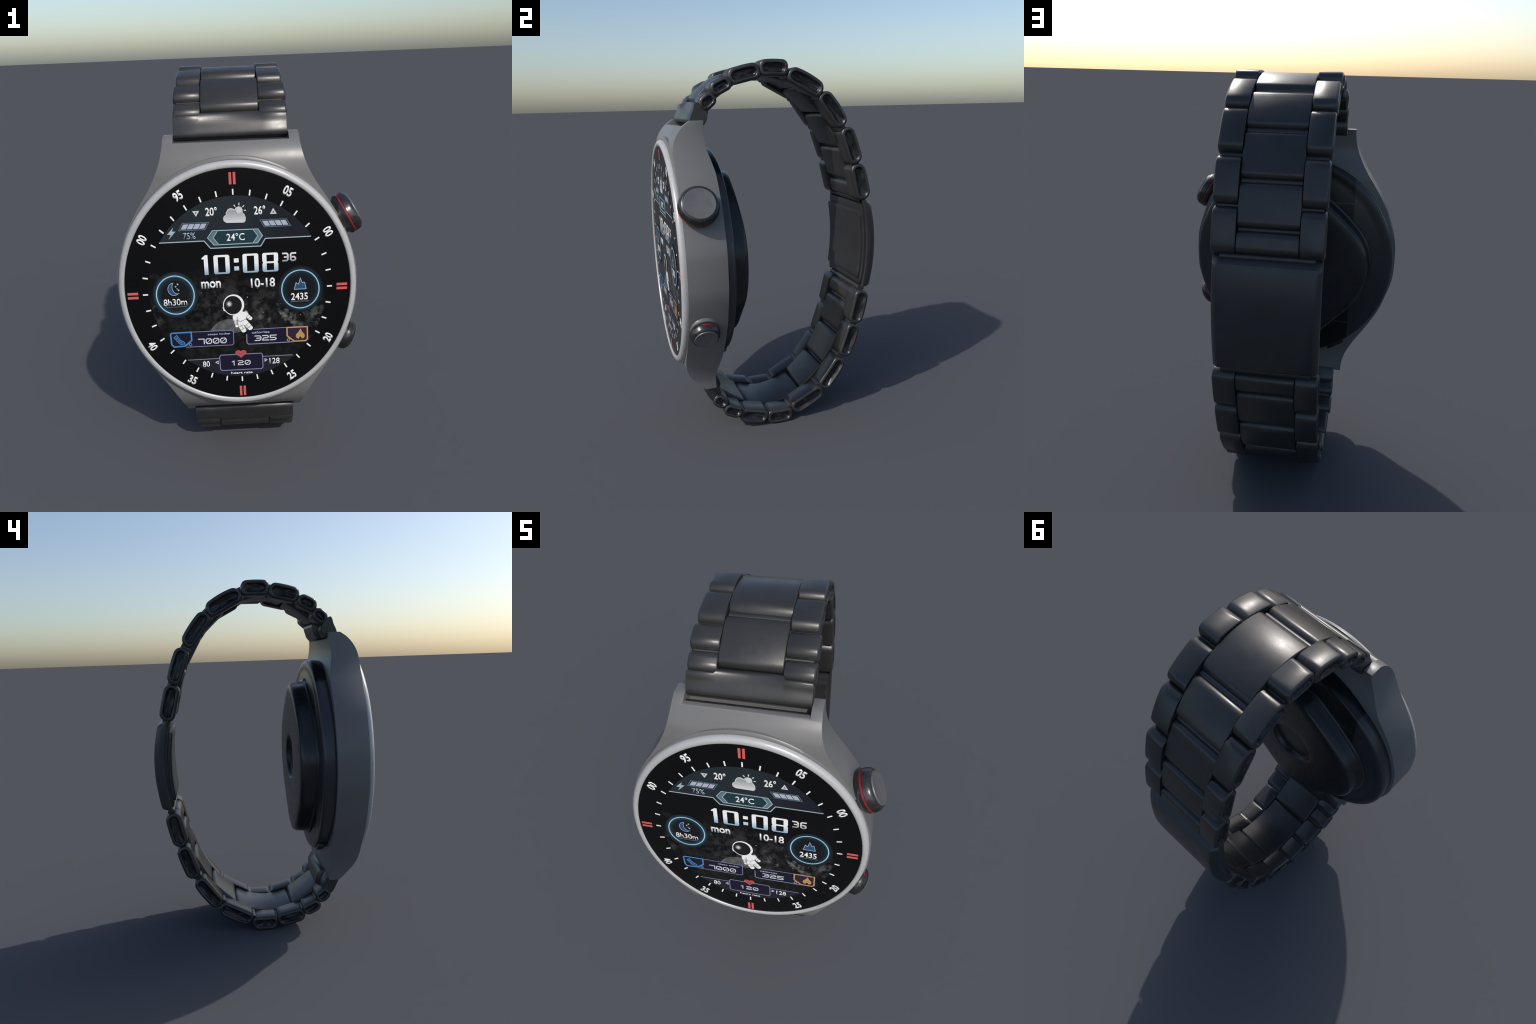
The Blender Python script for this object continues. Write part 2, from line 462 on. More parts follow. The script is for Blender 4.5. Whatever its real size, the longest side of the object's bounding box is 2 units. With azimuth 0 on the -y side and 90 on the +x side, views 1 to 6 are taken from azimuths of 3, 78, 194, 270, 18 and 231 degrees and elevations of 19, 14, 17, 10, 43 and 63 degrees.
# end links that fill the notch between the lugs
def end_link(mirror):
    def smooth_closed(pts, sub=4):
        n = len(pts); out = []
        for i in range(n):
            p0, p1, p2, p3 = (Vector(pts[(i + k) % n]) for k in (-1, 0, 1, 2))
            for s in range(sub):
                t = s / sub
                out.append(tuple(0.5 * ((2 * p1) + (p2 - p0) * t + (2*p0 - 5*p1 + 4*p2 - p3) * t*t + (3*p1 - p0 - 3*p2 + p3) * t**3)))
        return out
    if not mirror:
        side = [(-.384, 1.788), (-.403, 1.798), (-.412, 1.786), (-.419, 1.760), (-.432, 1.732), (-.4365, 1.714), (-.430, 1.699), (-.407, 1.688),
                (-.379, 1.681), (-.356, 1.704), (-.348, 1.732), (-.360, 1.766)]
        mid = [(-.366, 1.797), (-.388, 1.804), (-.403, 1.792), (-.418, 1.762), (-.432, 1.732), (-.4365, 1.714), (-.430, 1.699), (-.402, 1.686),
               (-.362, 1.680), (-.338, 1.700), (-.323, 1.735), (-.322, 1.765)]
    else:      # the lower one is flatter in front
        side = [(-.372, 1.784), (-.391, 1.787), (-.402, 1.777), (-.417, 1.750), (-.430, 1.722), (-.434, 1.706), (-.427, 1.692), (-.406, 1.683),
                (-.379, 1.678), (-.354, 1.712), (-.341, 1.746), (-.350, 1.775)]
        mid = [(-.360, 1.796), (-.381, 1.802), (-.397, 1.788), (-.415, 1.754), (-.430, 1.722), (-.434, 1.706), (-.427, 1.692), (-.402, 1.682),
               (-.362, 1.680), (-.338, 1.700), (-.323, 1.735), (-.322, 1.765)]
    side, mid = smooth_closed(side), smooth_closed(mid)
    def pos(prof, x): return [(x, y, 2 - z if mirror else z) for y, z in prof]
    def shrink(prof, k):
        cy = sum(p[0] for p in prof) / len(prof); cz = sum(p[1] for p in prof) / len(prof)
        return [(cy + (y - cy) * k, cz + (z - cz) * k) for y, z in prof]
    hw = .2545
    loops = [pos(shrink(side, .94), -hw), pos(side, -hw + .004), pos(side, -CW - .012), pos(mid, -CW - .003), pos(mid, CW + .003), pos(side, CW + .012),
             pos(side, hw - .004), pos(shrink(side, .94), hw)]
    V, F = loft(loops)
    make("end_link", V, F, M_BAND, bracelet, sharp=45)
end_link(False); end_link(True)

# --------------------------------------------------------------------------
# clasp
# --------------------------------------------------------------------------
ZK = 1.007
def clasp_y(z, y_mid, y_end, half):
    return y_mid - (y_mid - y_end) * ((z - ZK) / half) ** 2
def clasp_cover():
    hw = .2320
    sec = []
    stations = [.760, .763, .770] + [.77 + (1.236 - .77) * i / 24 for i in range(1, 25)] + [1.246, 1.252, 1.258, 1.264]
    for z in stations:
        drop = .032 * max(0.0, (z - 1.236) / .028) + (.006 if z < .762 else .002 if z < .765 else 0)
        yo = clasp_y(z, .597, .5645 if z > ZK else .569, .239) - drop
        yi = clasp_y(z, .534, .508, .239)
        ym = yi + (yo - yi) * .45
        sec.append([(-hw + .004, yi, z), (-hw, yi + .006, z), (-hw, ym, z), (-hw + .003, ym + .008, z), (-hw + .022, yo - .004, z), (-hw + .030, yo - .0005, z), (-hw + .06, yo, z),
                    (hw - .06, yo, z), (hw - .030, yo - .0005, z), (hw - .022, yo - .004, z), (hw - .003, ym + .008, z), (hw, ym, z), (hw, yi + .006, z), (hw - .004, yi, z),
                    (hw - .013, yi, z), (hw - .017, yi + .012, z), (-hw + .017, yi + .012, z), (-hw + .013, yi, z)])
    V, F = loft(sec)
    return make("clasp", V, F, M_CLASP, ROOT, sharp=32)
clasp = clasp_cover()
def curved_plate(name, hw, z0, z1, yo_mid, yo_end, thick, mat, bev=.005, n=24):
    sec = []
    for i in range(n + 1):
        z = z0 + (z1 - z0) * i / n
        e = min(i, n - i) / n
        r = bev if e == 0 else 0
        yo = clasp_y(z, yo_mid, yo_end, .239); yi = yo - thick
        sec.append([(-hw + r, yo, z), (-hw + r, yi + bev, z), (-hw + bev + r, yi + r, z), (hw - bev - r, yi + r, z), (hw - r, yi + bev, z), (hw - r, yo, z)])
    V, F = loft(sec)
    return make(name, V, F, mat, clasp, sharp=35)
curved_plate("clasp_blade", .219, .775, 1.236, .547, .522, .028, M_CLASP)
curved_plate("clasp_flap", .213, .812, 1.196, .532, .507, .032, M_CLASP)

# --------------------------------------------------------------------------
# dial
# --------------------------------------------------------------------------
DY = -.5605
def screen_mat():
    """Dark starry picture behind the readings."""
    m, nt, b = new_mat("starry_screen")
    N, L = nt.nodes, nt.links
    tc = N.new("ShaderNodeTexCoord")
    def noise_n(scale, detail, rough=.6):
        n = N.new("ShaderNodeTexNoise"); n.inputs["Scale"].default_value = scale; n.inputs["Detail"].default_value = detail
        n.inputs["Roughness"].default_value = rough
        L.new(tc.outputs["Object"], n.inputs["Vector"]); return n.outputs["Fac"]
    def rng(v, a, bb, c=0.0, d=1.0):
        n = N.new("ShaderNodeMapRange"); n.inputs["From Min"].default_value = a; n.inputs["From Max"].default_value = bb
        n.inputs["To Min"].default_value = c; n.inputs["To Max"].default_value = d; L.new(v, n.inputs["Value"]); return n.outputs["Result"]
    def mul(a, bb, op="MULTIPLY"):
        n = N.new("ShaderNodeMath"); n.operation = op
        for i, v in enumerate((a, bb)):
            if isinstance(v, (int, float)): n.inputs[i].default_value = v
            else: L.new(v, n.inputs[i])
        return n.outputs[0]
    def blob(x, z, rx, rz):
        mp = N.new("ShaderNodeMapping"); mp.vector_type = "POINT"
        mp.inputs["Location"].default_value = (-x / rx, 0, -(ZC + z) / rz)
        mp.inputs["Scale"].default_value = (1 / rx, 0, 1 / rz)
        L.new(tc.outputs["Object"], mp.inputs["Vector"])
        ln = N.new("ShaderNodeVectorMath"); ln.operation = "LENGTH"; L.new(mp.outputs[0], ln.inputs[0])
        return rng(ln.outputs["Value"], 0.15, 1.0, 1.0, 0.0)
    cloud = rng(noise_n(15, 9, .66), .48, .66)
    fine = rng(noise_n(60, 5, .7), .25, .62)
    neb = mul(mul(mul(blob(.20, -.13, .15, .15), cloud), fine), .34)
    neb = mul(neb, mul(mul(blob(.37, -.14, .06, .12), cloud), .20), "ADD")
    neb = mul(neb, mul(mul(blob(-.39, -.05, .08, .16), cloud), .13), "ADD")
    dust = mul(rng(noise_n(26, 7, .62), .42, .72), .060)
    dust = mul(dust, blob(-.06, -.09, .40, .22))
    v = N.new("ShaderNodeTexVoronoi"); v.inputs["Scale"].default_value = 34
    L.new(tc.outputs["Object"], v.inputs["Vector"])
    star = mul(rng(v.outputs["Distance"], .05, .11, 1.0, 0.0), rng(noise_n(9, 2), .52, .60))
    star = mul(mul(star, blob(.10, -.08, .36, .24)), .9)
    s = mul(mul(neb, dust, "ADD"), star, "ADD")
    s = mul(mul(s, .75), .0024, "ADD")
    cb = N.new("ShaderNodeCombineColor")
    for i in range(3): L.new(s, cb.inputs[i])
    L.new(cb.outputs[0], b.inputs["Base Color"])
    b.inputs["Roughness"].default_value = .24; b.inputs["Specular IOR Level"].default_value = .5
    return m
M_DIAL = plain("black_dial", (.0016, .0016, .0019))
M_SCREEN = screen_mat()
M_WHITE = plain("white_print", (.80, .80, .79))
M_SOFT = plain("soft_white_print", (.56, .58, .60))
M_REDPRINT = plain("red_print", (.58, .105, .10))
M_NIGHT = plain("night_panel", (.0150, .0145, .0225))
M_STEEL = plain("steel_blue_print", (.33, .43, .48))
M_STEELDIM = plain("dim_steel_blue_print", (.11, .17, .20))
M_TEALDARK = plain("dark_teal_print", (.014, .038, .048))
M_LILAC = plain("lilac_grey_print", (.38, .41, .52))
M_NAVY = plain("navy_panel", (.0085, .0085, .0240))
M_NAVYLINE = plain("navy_line_print", (.20, .21, .32))
M_BLUE = plain("blue_print", (.075, .230, .46))
M_BLUEDARK = plain("deep_blue_print", (.022, .070, .17))
M_CYAN = plain("pale_cyan_print", (.36, .55, .66))
M_BRONZE = plain("bronze_print", (.46, .27, .155))
M_GOLD = plain("gold_print", (.42, .27, .085))
M_MAROON = plain("dark_plum_print", (.030, .016, .028))
M_HEART = plain("heart_red_print", (.34, .075, .075))
M_VISOR = plain("visor_black", (.010, .010, .011))
M_LIGHTGREY = plain("light_grey_print", (.42, .42, .43))
M_MIDGREY = plain("mid_grey_print", (.16, .16, .16))
M_TERRAIN = metal("terrain_print", (.0065, .0075, .0065), .24, 0, var=.8, rvar=.01, scale=30, bump=0)
M_PLANET = metal("planet_print", (.095, .099, .099), .24, 0, var=.6, rvar=.01, scale=22, bump=0)

def gradient_mat(name, z0, z1, stops):
    m, nt, b = new_mat(name); N, L = nt.nodes, nt.links
    tc = N.new("ShaderNodeTexCoord"); sp = N.new("ShaderNodeSeparateXYZ"); L.new(tc.outputs["Object"], sp.inputs[0])
    mr = N.new("ShaderNodeMapRange"); mr.inputs["From Min"].default_value = z0; mr.inputs["From Max"].default_value = z1
    L.new(sp.outputs["Z"], mr.inputs["Value"])
    cr = N.new("ShaderNodeValToRGB"); L.new(mr.outputs["Result"], cr.inputs["Fac"])
    e = cr.color_ramp.elements
    e[0].position, e[0].color = stops[0][0], (*stops[0][1], 1)
    e[1].position, e[1].color = stops[-1][0], (*stops[-1][1], 1)
    for p, c in stops[1:-1]:
        k = e.new(p); k.color = (*c, 1)
    L.new(cr.outputs["Color"], b.inputs["Base Color"])
    b.inputs["Roughness"].default_value = .24; b.inputs["Specular IOR Level"].default_value = .5
    return m
# printed colour fade of the big time digits and of the cloud
M_TIME = gradient_mat("time_digit_print", ZC + .083, ZC + .178, [(0, (.20, .33, .44)), (.28, (.50, .60, .68)), (.5, (.78, .80, .82)), (1, (.82, .82, .82))])
M_SECOND = gradient_mat("second_digit_print", ZC + .130, ZC + .174, [(0, (.22, .22, .23)), (.5, (.6, .6, .6)), (1, (.75, .75, .75))])
M_CLOUD = gradient_mat("cloud_print", ZC + .325, ZC + .395, [(0, (.62, .64, .65)), (.4, (.44, .45, .46)), (.75, (.30, .31, .33)), (1, (.48, .52, .54))])

def side_fade_mat(name, x0, x1, a, c):
    m, nt, b = new_mat(name); N, L = nt.nodes, nt.links
    tc = N.new("ShaderNodeTexCoord"); sp = N.new("ShaderNodeSeparateXYZ"); L.new(tc.outputs["Object"], sp.inputs[0])
    mr = N.new("ShaderNodeMapRange"); mr.inputs["From Min"].default_value = x0; mr.inputs["From Max"].default_value = x1
    L.new(sp.outputs["X"], mr.inputs["Value"])
    mx = N.new("ShaderNodeMix"); mx.data_type = "RGBA"; mx.inputs["A"].default_value = (*a, 1); mx.inputs["B"].default_value = (*c, 1)
    L.new(mr.outputs["Result"], mx.inputs["Factor"]); L.new(mx.outputs["Result"], b.inputs["Base Color"])
    b.inputs["Roughness"].default_value = .24; b.inputs["Specular IOR Level"].default_value = .5
    return m
M_SLATE = side_fade_mat("slate_panel", .05, .24, (.0160, .0225, .0270), (.0125, .0120, .0185))

def halo_mat(name, x, z, r, col, base):
    """Soft printed ring: colour fades with the distance from the ring line."""
    m, nt, b = new_mat(name); N, L = nt.nodes, nt.links
    tc = N.new("ShaderNodeTexCoord")
    mp = N.new("ShaderNodeMapping"); mp.inputs["Location"].default_value = (-x / (r * SQ), 0, -(ZC + z) / r)
    mp.inputs["Scale"].default_value = (1 / (r * SQ), 0, 1 / r); L.new(tc.outputs["Object"], mp.inputs["Vector"])
    ln = N.new("ShaderNodeVectorMath"); ln.operation = "LENGTH"; L.new(mp.outputs[0], ln.inputs[0])
    cr = N.new("ShaderNodeValToRGB"); 
    mr = N.new("ShaderNodeMapRange"); mr.inputs["From Min"].default_value = 0; mr.inputs["From Max"].default_value = 1.25
    L.new(ln.outputs["Value"], mr.inputs["Value"]); L.new(mr.outputs["Result"], cr.inputs["Fac"])
    e = cr.color_ramp.elements
    e[0].position = .55; e[0].color = (*base, 1)
    e[1].position = .99; e[1].color = (*base, 1)
    k = e.new(.80); k.color = (*col, 1)
    k = e.new(.70); k.color = (*[a * .25 + c * .75 for a, c in zip(col, base)], 1)
    k = e.new(.89); k.color = (*[a * .25 + c * .75 for a, c in zip(col, base)], 1)
    L.new(cr.outputs["Color"], b.inputs["Base Color"])
    b.inputs["Roughness"].default_value = .24; b.inputs["Specular IOR Level"].default_value = .5
    return m

def disc(name, rx, rz, y, mat, parent, n=160, th=.004, x=0, z=0):
    lp = lambda yy: [(x + rx * cos(2*pi*i/n), yy, ZC + z + rz * sin(2*pi*i/n)) for i in range(n)]
    V, F = loft([lp(y + th), lp(y)])
    return make(name, V, F, mat, parent)

dial = disc("dial", .5235, .5720, DY, M_DIAL, ROOT, th=.03)
STEP = .00035
def layer_y(k): return DY - .0004 - STEP * k

def print_mesh(name, polys, k, mat, parent=None, th=.0003):
    """Thin printed shapes on the dial: polygons in dial coordinates (x, z from centre)."""
    y = layer_y(k)
    bm = bmesh.new()
    for poly in polys:
        vs = [bm.verts.new((px, y, ZC + pz)) for px, pz in poly]
        try: bm.faces.new(vs)
        except ValueError: pass
    bmesh.ops.recalc_face_normals(bm, faces=bm.faces)
    for f in bm.faces:
        f.normal_update()
        if f.normal.y > 0: f.normal_flip()
    bmesh.ops.triangulate(bm, faces=[f for f in bm.faces if len(f.verts) > 4])
    ext = bmesh.ops.extrude_face_region(bm, geom=bm.faces[:], use_keep_orig=True)
    for v in ext["geom"]:
        if isinstance(v, bmesh.types.BMVert): v.co.y -= th
    me = bpy.data.meshes.new(name); bm.to_mesh(me); bm.free()
    me.materials.append(mat)
    return add(name, me, parent or dial)

def stroke(pts, w, closed=False):
    """Mitred stroke -> quads."""
    n = len(pts); L, R = [], []
    for i in range(n):
        p = Vector(pts[i])
        a = Vector(pts[(i - 1) % n]) if closed or i > 0 else None
        b = Vector(pts[(i + 1) % n]) if closed or i < n - 1 else None
        d0 = (p - a).normalized() if a is not None else (b - p).normalized()
        d1 = (b - p).normalized() if b is not None else d0
        n0, n1 = Vector((-d0.y, d0.x)), Vector((-d1.y, d1.x))
        m = (n0 + n1)
        m = m.normalized() if m.length > 1e-6 else n0
        s = (w / 2) / max(.35, m.dot(n0))
        L.append(tuple(p + m * s)); R.append(tuple(p - m * s))
    return [[L[i], L[(i + 1) % n], R[(i + 1) % n], R[i]] for i in range(n if closed else n - 1)]

def oval(x, z, r, n=40, sx=SQ): return [(x + r * sx * cos(2*pi*i/n), z + r * sin(2*pi*i/n)) for i in range(n)]

def text(name, s, x, z, w, h, k, mat, rot=0.0, bold=.02, space=1.0):
    """Built-in font text fitted to a box w x h centred at (x, z), turned by rot."""
    cu = bpy.data.curves.new(name, "FONT"); cu.body = s; cu.size = 1; cu.offset = bold; cu.resolution_u = 4; cu.space_character = space
    cu.align_x = "CENTER"
    o = bpy.data.objects.new(name, cu); bpy.context.scene.collection.objects.link(o)
    me = bpy.data.meshes.new_from_object(o.evaluated_get(bpy.context.evaluated_depsgraph_get()))
    bpy.data.objects.remove(o); bpy.data.curves.remove(cu)
    xs = [v.co.x for v in me.vertices]; ys = [v.co.y for v in me.vertices]
    x0, x1, y0, y1 = min(xs), max(xs), min(ys), max(ys)
    c, sn = cos(rot), sin(rot); y = layer_y(k)
    for v in me.vertices:
        a = ((v.co.x - x0) / (x1 - x0) - .5) * w / SQ; b = ((v.co.y - y0) / (y1 - y0) - .5) * h
        v.co = Vector((x + (a * c - b * sn) * SQ, y - .0002, ZC + z + a * sn + b * c))
    bm = bmesh.new(); bm.from_mesh(me)
    bmesh.ops.recalc_face_normals(bm, faces=bm.faces)
    for f in bm.faces:
        f.normal_update()
        if f.normal.y > 0: f.normal_flip()
    ext = bmesh.ops.extrude_face_region(bm, geom=bm.faces[:], use_keep_orig=True)
    for v in ext["geom"]:
        if isinstance(v, bmesh.types.BMVert): v.co.y -= .0003
    bm.to_mesh(me); bm.free()
    me.name = name; me.materials.clear(); me.materials.append(mat)
    return add(name, me, dial)

# screen picture, upper panel, lower panel --------------------------------
RX, RZ = .411, .449
def chord_region(z_edge, upper, n=80):
    """Part of the screen oval above / below a polyline edge."""
    pts = []
    a = math.asin(z_edge / RZ)
    a0, a1 = (a, pi - a) if upper else (pi - a, 2 * pi + a)
    for i in range(n + 1):
        t = a0 + (a1 - a0) * i / n
        pts.append((RX * cos(t), RZ * sin(t)))
    return pts
disc("screen", RX, RZ, layer_y(0), M_SCREEN, dial, th=.0003)
print_mesh("weather_panel", [chord_region(.247, True) + [(-.142, .247), (-.115, .211), (.112, .211), (.134, .246)]], 2, M_SLATE)
print_mesh("terrain", [chord_region(-.246, False)], 2, M_TERRAIN)
print_mesh("planet", [[p for p in oval(-.050, -.262, .118, 120) if p[1] > -.247 and p[0] < .045]], 3, M_PLANET)
print_mesh("pulse_panel", [[(x, z) for x, z in chord_region(-.349, False)]], 4, M_NIGHT)

# minute ring --------------------------------------------------------------
tick = None
for i in range(36):
    t = radians(90 - i * 10)
    d = Vector((cos(t), sin(t))); nrm = Vector((-sin(t), cos(t)))
    q = []
    for r, s in ((.453, -1), (.453, 1), (.479, 1), (.479, -1)):
        p = d * r + nrm * (s * .0036)
        q.append((p.x * SQ - .002, p.y))
    print_mesh("minute_tick", [q], 5, M_WHITE)
for i in range(4):
    t = radians(90 - i * 90)
    d = Vector((cos(t), sin(t))); nrm = Vector((-sin(t), cos(t)))
    for s in (-1, 1):
        q = []
        for r, e in ((.502, -1), (.502, 1), (.556, 1), (.556, -1)):
            p = d * r + nrm * (s * .0100 + e * .0062)
            q.append((p.x * SQ - .002, p.y - .003))
        print_mesh("quarter_bar", [q], 5, M_REDPRINT)
for s, ang, rot in (("05", 30, -30), ("00", 60, -60), ("20", 120, 60), ("25", 150, 30), ("35", 210, -30), ("40", 240, -60), ("00", 300, 60), ("95", 330, 30)):
    t = radians(90 - ang)
    text("minute_numeral", s, .5285 * cos(t) * SQ - .002, .5285 * sin(t), .0405, .045, 5, M_WHITE, rot=radians(rot), bold=.035)

# weather block ------------------------------------------------------------
print_mesh("horizon_line", stroke([(-.344, .247), (-.142, .247), (-.115, .211), (.112, .211), (.134, .246), (.340, .246)], .0048), 6, M_STEEL)
HEX = [(-.125, .261), (-.102, .293), (.102, .292), (.121, .260), (.098, .227), (-.098, .226)]
print_mesh("temperature_badge", [HEX], 6, M_TEALDARK)
print_mesh("badge_rim", stroke(HEX, .0042, True), 7, M_STEEL)
for sg in (-1, 1):
    print_mesh("badge_chevron", [[(sg * .119, .260), (sg * .100, .288), (sg * .080, .288), (sg * .100, .260), (sg * .078, .230), (sg * .097, .230)]], 7, M_STEELDIM)
    print_mesh("chevron_line", stroke([(sg * .080, .290), (sg * .100, .260), (sg * .078, .229)], .003), 8, M_STEEL)
text("temperature_text", "24°C", .000, .2595, .082, .036, 8, M_WHITE, bold=.015)
text("low_temperature_text", "20°", -.1025, .381, .052, .041, 6, M_WHITE, bold=.025)
text("high_temperature_text", "26°", .1120, .378, .051, .041, 6, M_WHITE, bold=.025)
print_mesh("down_arrow", stroke([(-.180, .384), (-.160, .384), (-.170, .367)], .0062, True), 6, M_SOFT)
print_mesh("up_arrow", stroke([(.163, .361), (.183, .361), (.173, .379)], .0062, True), 6, M_SOFT)
text("battery_text", "75%", -.207, .2735, .056, .031, 6, M_STEEL, bold=.005)
print_mesh("charge_bolt", [[(-.275, .316), (-.305, .284), (-.288, .283)], [(-.275, .316), (-.288, .283), (-.282, .298)], [(-.300, .260), (-.266, .297), (-.282, .298), (-.288, .283)]], 6, M_STEEL)
for sg, x0 in ((1, -.252), (-1, .249)):
    def sk(x, z): return (x0 + sg * (x + (z - .300) * .55), z)
    fr = [sk(0, .300), sk(.118, .300), sk(.118, .333), sk(0, .333)]
    print_mesh("battery_frame", stroke(fr, .003, True), 6, M_STEELDIM)
    for j in range(4):
        a = .007 + j * .0270
        print_mesh("battery_cell", [[sk(a, .305), sk(a + .0235, .305), sk(a + .0235, .328), sk(a, .328)]], 6, M_LILAC)
# cloud with the sun behind it
CL = [(-.036, .328), (-.047, .336), (-.049, .347), (-.045, .357), (-.037, .361), (-.035, .373), (-.027, .387), (-.015, .392), (-.004, .388), (.003, .383),
      (.009, .394), (.020, .398), (.031, .394), (.036, .383), (.035, .371), (.043, .362), (.048, .348), (.047, .333), (.040, .326)]
print_mesh("weather_icon", [CL], 6, M_CLOUD)
print_mesh("sun_disc", [oval(.0215, .3815, .0135, 24)], 7, M_SOFT)
print_mesh("cloud_outline", stroke(CL, .0035, True), 7, M_SOFT)
for a in (0, 40, 85, 130):
    t = radians(a); c = (.020, .380)
    print_mesh("sun_ray", stroke([(c[0] + .023 * cos(t), c[1] + .024 * sin(t)), (c[0] + .032 * cos(t), c[1] + .036 * sin(t))], .005), 6, M_SOFT)

# time: squared digits drawn with strokes ---------------------------------
def squared(ch, x, z, w, h, sw, cut=.18):
    """Stroke paths of a squared digit in the box (x, z, w, h) from lower left."""
    l, r, b, t, m = x + sw / 2, x + w - sw / 2, z + sw / 2, z + h - sw / 2, z + h / 2
    c = cut * w
    P = {
        "0": [([(l + c, b), (r - c, b), (r, b + c), (r, t - c), (r - c, t), (l + c, t), (l, t - c), (l, b + c)], True)],
        "8": [([(l + c, m), (r - c, m), (r, m + c), (r, t - c), (r - c, t), (l + c, t), (l, t - c), (l, m + c)], True),
              ([(l + c, b), (r - c, b), (r, b + c), (r, m - c), (r - c, m), (l + c, m), (l, m - c), (l, b + c)], True)],
        "1": [([(x + w * .25, t - c * .8), (x + w * .62, t), (x + w * .62, z)], False)],
        "2": [([(x, t), (r - c, t), (r, t - c), (r, m + c), (r - c, m), (l + c, m), (l, m - c), (l, b), (x + w, b)], False)],
        "3": [([(x, t), (r - c, t), (r, t - c), (r, b + c), (r - c, b), (x, b)], False), ([(x + w * .25, m), (r, m)], False)],
        "5": [([(x + w, t), (l, t), (l, m), (r - c, m), (r, m - c), (r, b + c), (r - c, b), (x, b)], False)],
        "6": [([(x + w, t), (l + c, t), (l, t - c), (l, b + c), (l + c, b), (r - c, b), (r, b + c), (r, m - c), (r - c, m), (l, m)], False)],
        "7": [([(x, t), (r, t), (r, z)], False)],
        "/": [([(x + w * .12, z + h * .15), (x + w * .88, z + h * .85)], False)],
    }
    out = []
    for pts, closed in P[ch]: out += stroke(pts, sw, closed)
    return out
# hours and minutes have thick uprights and thin crossbars
def clock_digit(ch, x, w):
    z0, z1 = .085, .177; sw, sb = .0195, .010
    l, r = x, x + w
    q = []
    def rect(a, b, c, d): q.append([(a, b), (c, b), (c, d), (a, d)])
    k = .006
    if ch in "08":
        for a, s in ((l, 1), (r, -1)):
            if ch == "0":
                q.append([(a, z0 + k), (a + s * k, z0), (a + s * sw, z0), (a + s * sw, z1), (a + s * k, z1), (a, z1 - k)])
            else:
                zm = (z0 + z1) / 2
                q.append([(a, z0 + k), (a + s * k, z0), (a + s * sw, z0), (a + s * sw, zm), (a + s * .004, zm), (a, zm - k)])
                q.append([(a, zm + k), (a + s * .004, zm), (a + s * sw, zm), (a + s * sw, z1), (a + s * k, z1), (a, z1 - k)])
        rect(l + sw, z0, r - sw, z0 + sb * .8); rect(l + sw, z1 - sb, r - sw, z1)
        if ch == "8": rect(l + sw, .1265, r - sw, .1355)
    else:
        q.append([(-.1590, .160), (-.1590, .166), (-.1420, .180), (-.1315, .180), (-.1310, .084), (-.1495, .084), (-.1495, .160)])
    return q
for ch, x, w in (("1", 0, 0), ("0", -.1055, .0725), ("0", .0265, .0725), ("8", .1165, .0725)):
    print_mesh("time_digit", clock_digit(ch, x, w), 6, M_TIME)
for zc_ in (.1475, .1085):
    print_mesh("time_colon", [[(-.013, zc_ - .010), (.009, zc_ - .010), (.009, zc_ + .010), (-.013, zc_ + .010)]], 6, M_TIME)
for ch, x in (("3", .208), ("6", .2425)):
    print_mesh("second_digit", squared(ch, x, .131, .029, .043, .0078), 6, M_SECOND)
text("weekday_text", "mon", -.124, .0345, .091, .035, 6, M_WHITE, bold=.03)
text("date_text", "10-18", .1155, .0325, .112, .047, 6, M_WHITE, bold=.025)

# round counters -------------------------------------------------------------
for nm, x, col in (("sleep_counter", -.2915, (.022, .075, .115)), ("altitude_counter", .289, (.012, .045, .075))):
    z = -.009; r = .095
    h = print_mesh(nm, [oval(x, z, r * 1.22, 64)], 5, halo_mat(nm + "_glow_print", x, z, r, col, (.0070, .0078, .0090)))
    print_mesh("counter_ring", stroke(oval(x, z, r, 72), .0048, True), 6, M_CYAN, h)
text("sleep_text", "8h30m", -.2945, -.044, .109, .034, 7, M_WHITE, bold=.01)
text("altitude_text", "2435", .2835, -.045, .079, .036, 7, M_WHITE, bold=.02)
print_mesh("underline", stroke([(-.342, -.068), (-.243, -.068)], .0025), 7, M_STEELDIM)
print_mesh("underline", stroke([(.244, -.069), (.330, -.069)], .0032), 7, M_STEELDIM)
moon = [(-.296 + .030 * SQ * cos(radians(a)), .0215 + .031 * sin(radians(a))) for a in range(95, 312, 12)]
moon += [(-.280 + .026 * SQ * cos(radians(a)), .0300 + .032 * sin(radians(a))) for a in range(286, 138, -12)]
print_mesh("moon_icon", [moon], 7, M_BLUEDARK)
print_mesh("moon_outline", stroke(moon, .0025, True), 8, M_STEEL)
for x, z, r in ((-.277, .045, .0045), (-.287, .034, .004), (-.275, .016, .0045), (-.281, .023, .003)):
    print_mesh("moon_star", [oval(x, z, r, 12)], 8, M_STEEL)
mtn = [(.260, -.008), (.269, .025), (.275, .019), (.2805, .017), (.289, .046), (.298, .022), (.304, .026), (.309, .024), (.315, -.008)]
print_mesh("mountain_icon", [mtn], 7, M_BLUEDARK)
print_mesh("mountain_outline", stroke(mtn, .003, True), 8, M_STEEL)

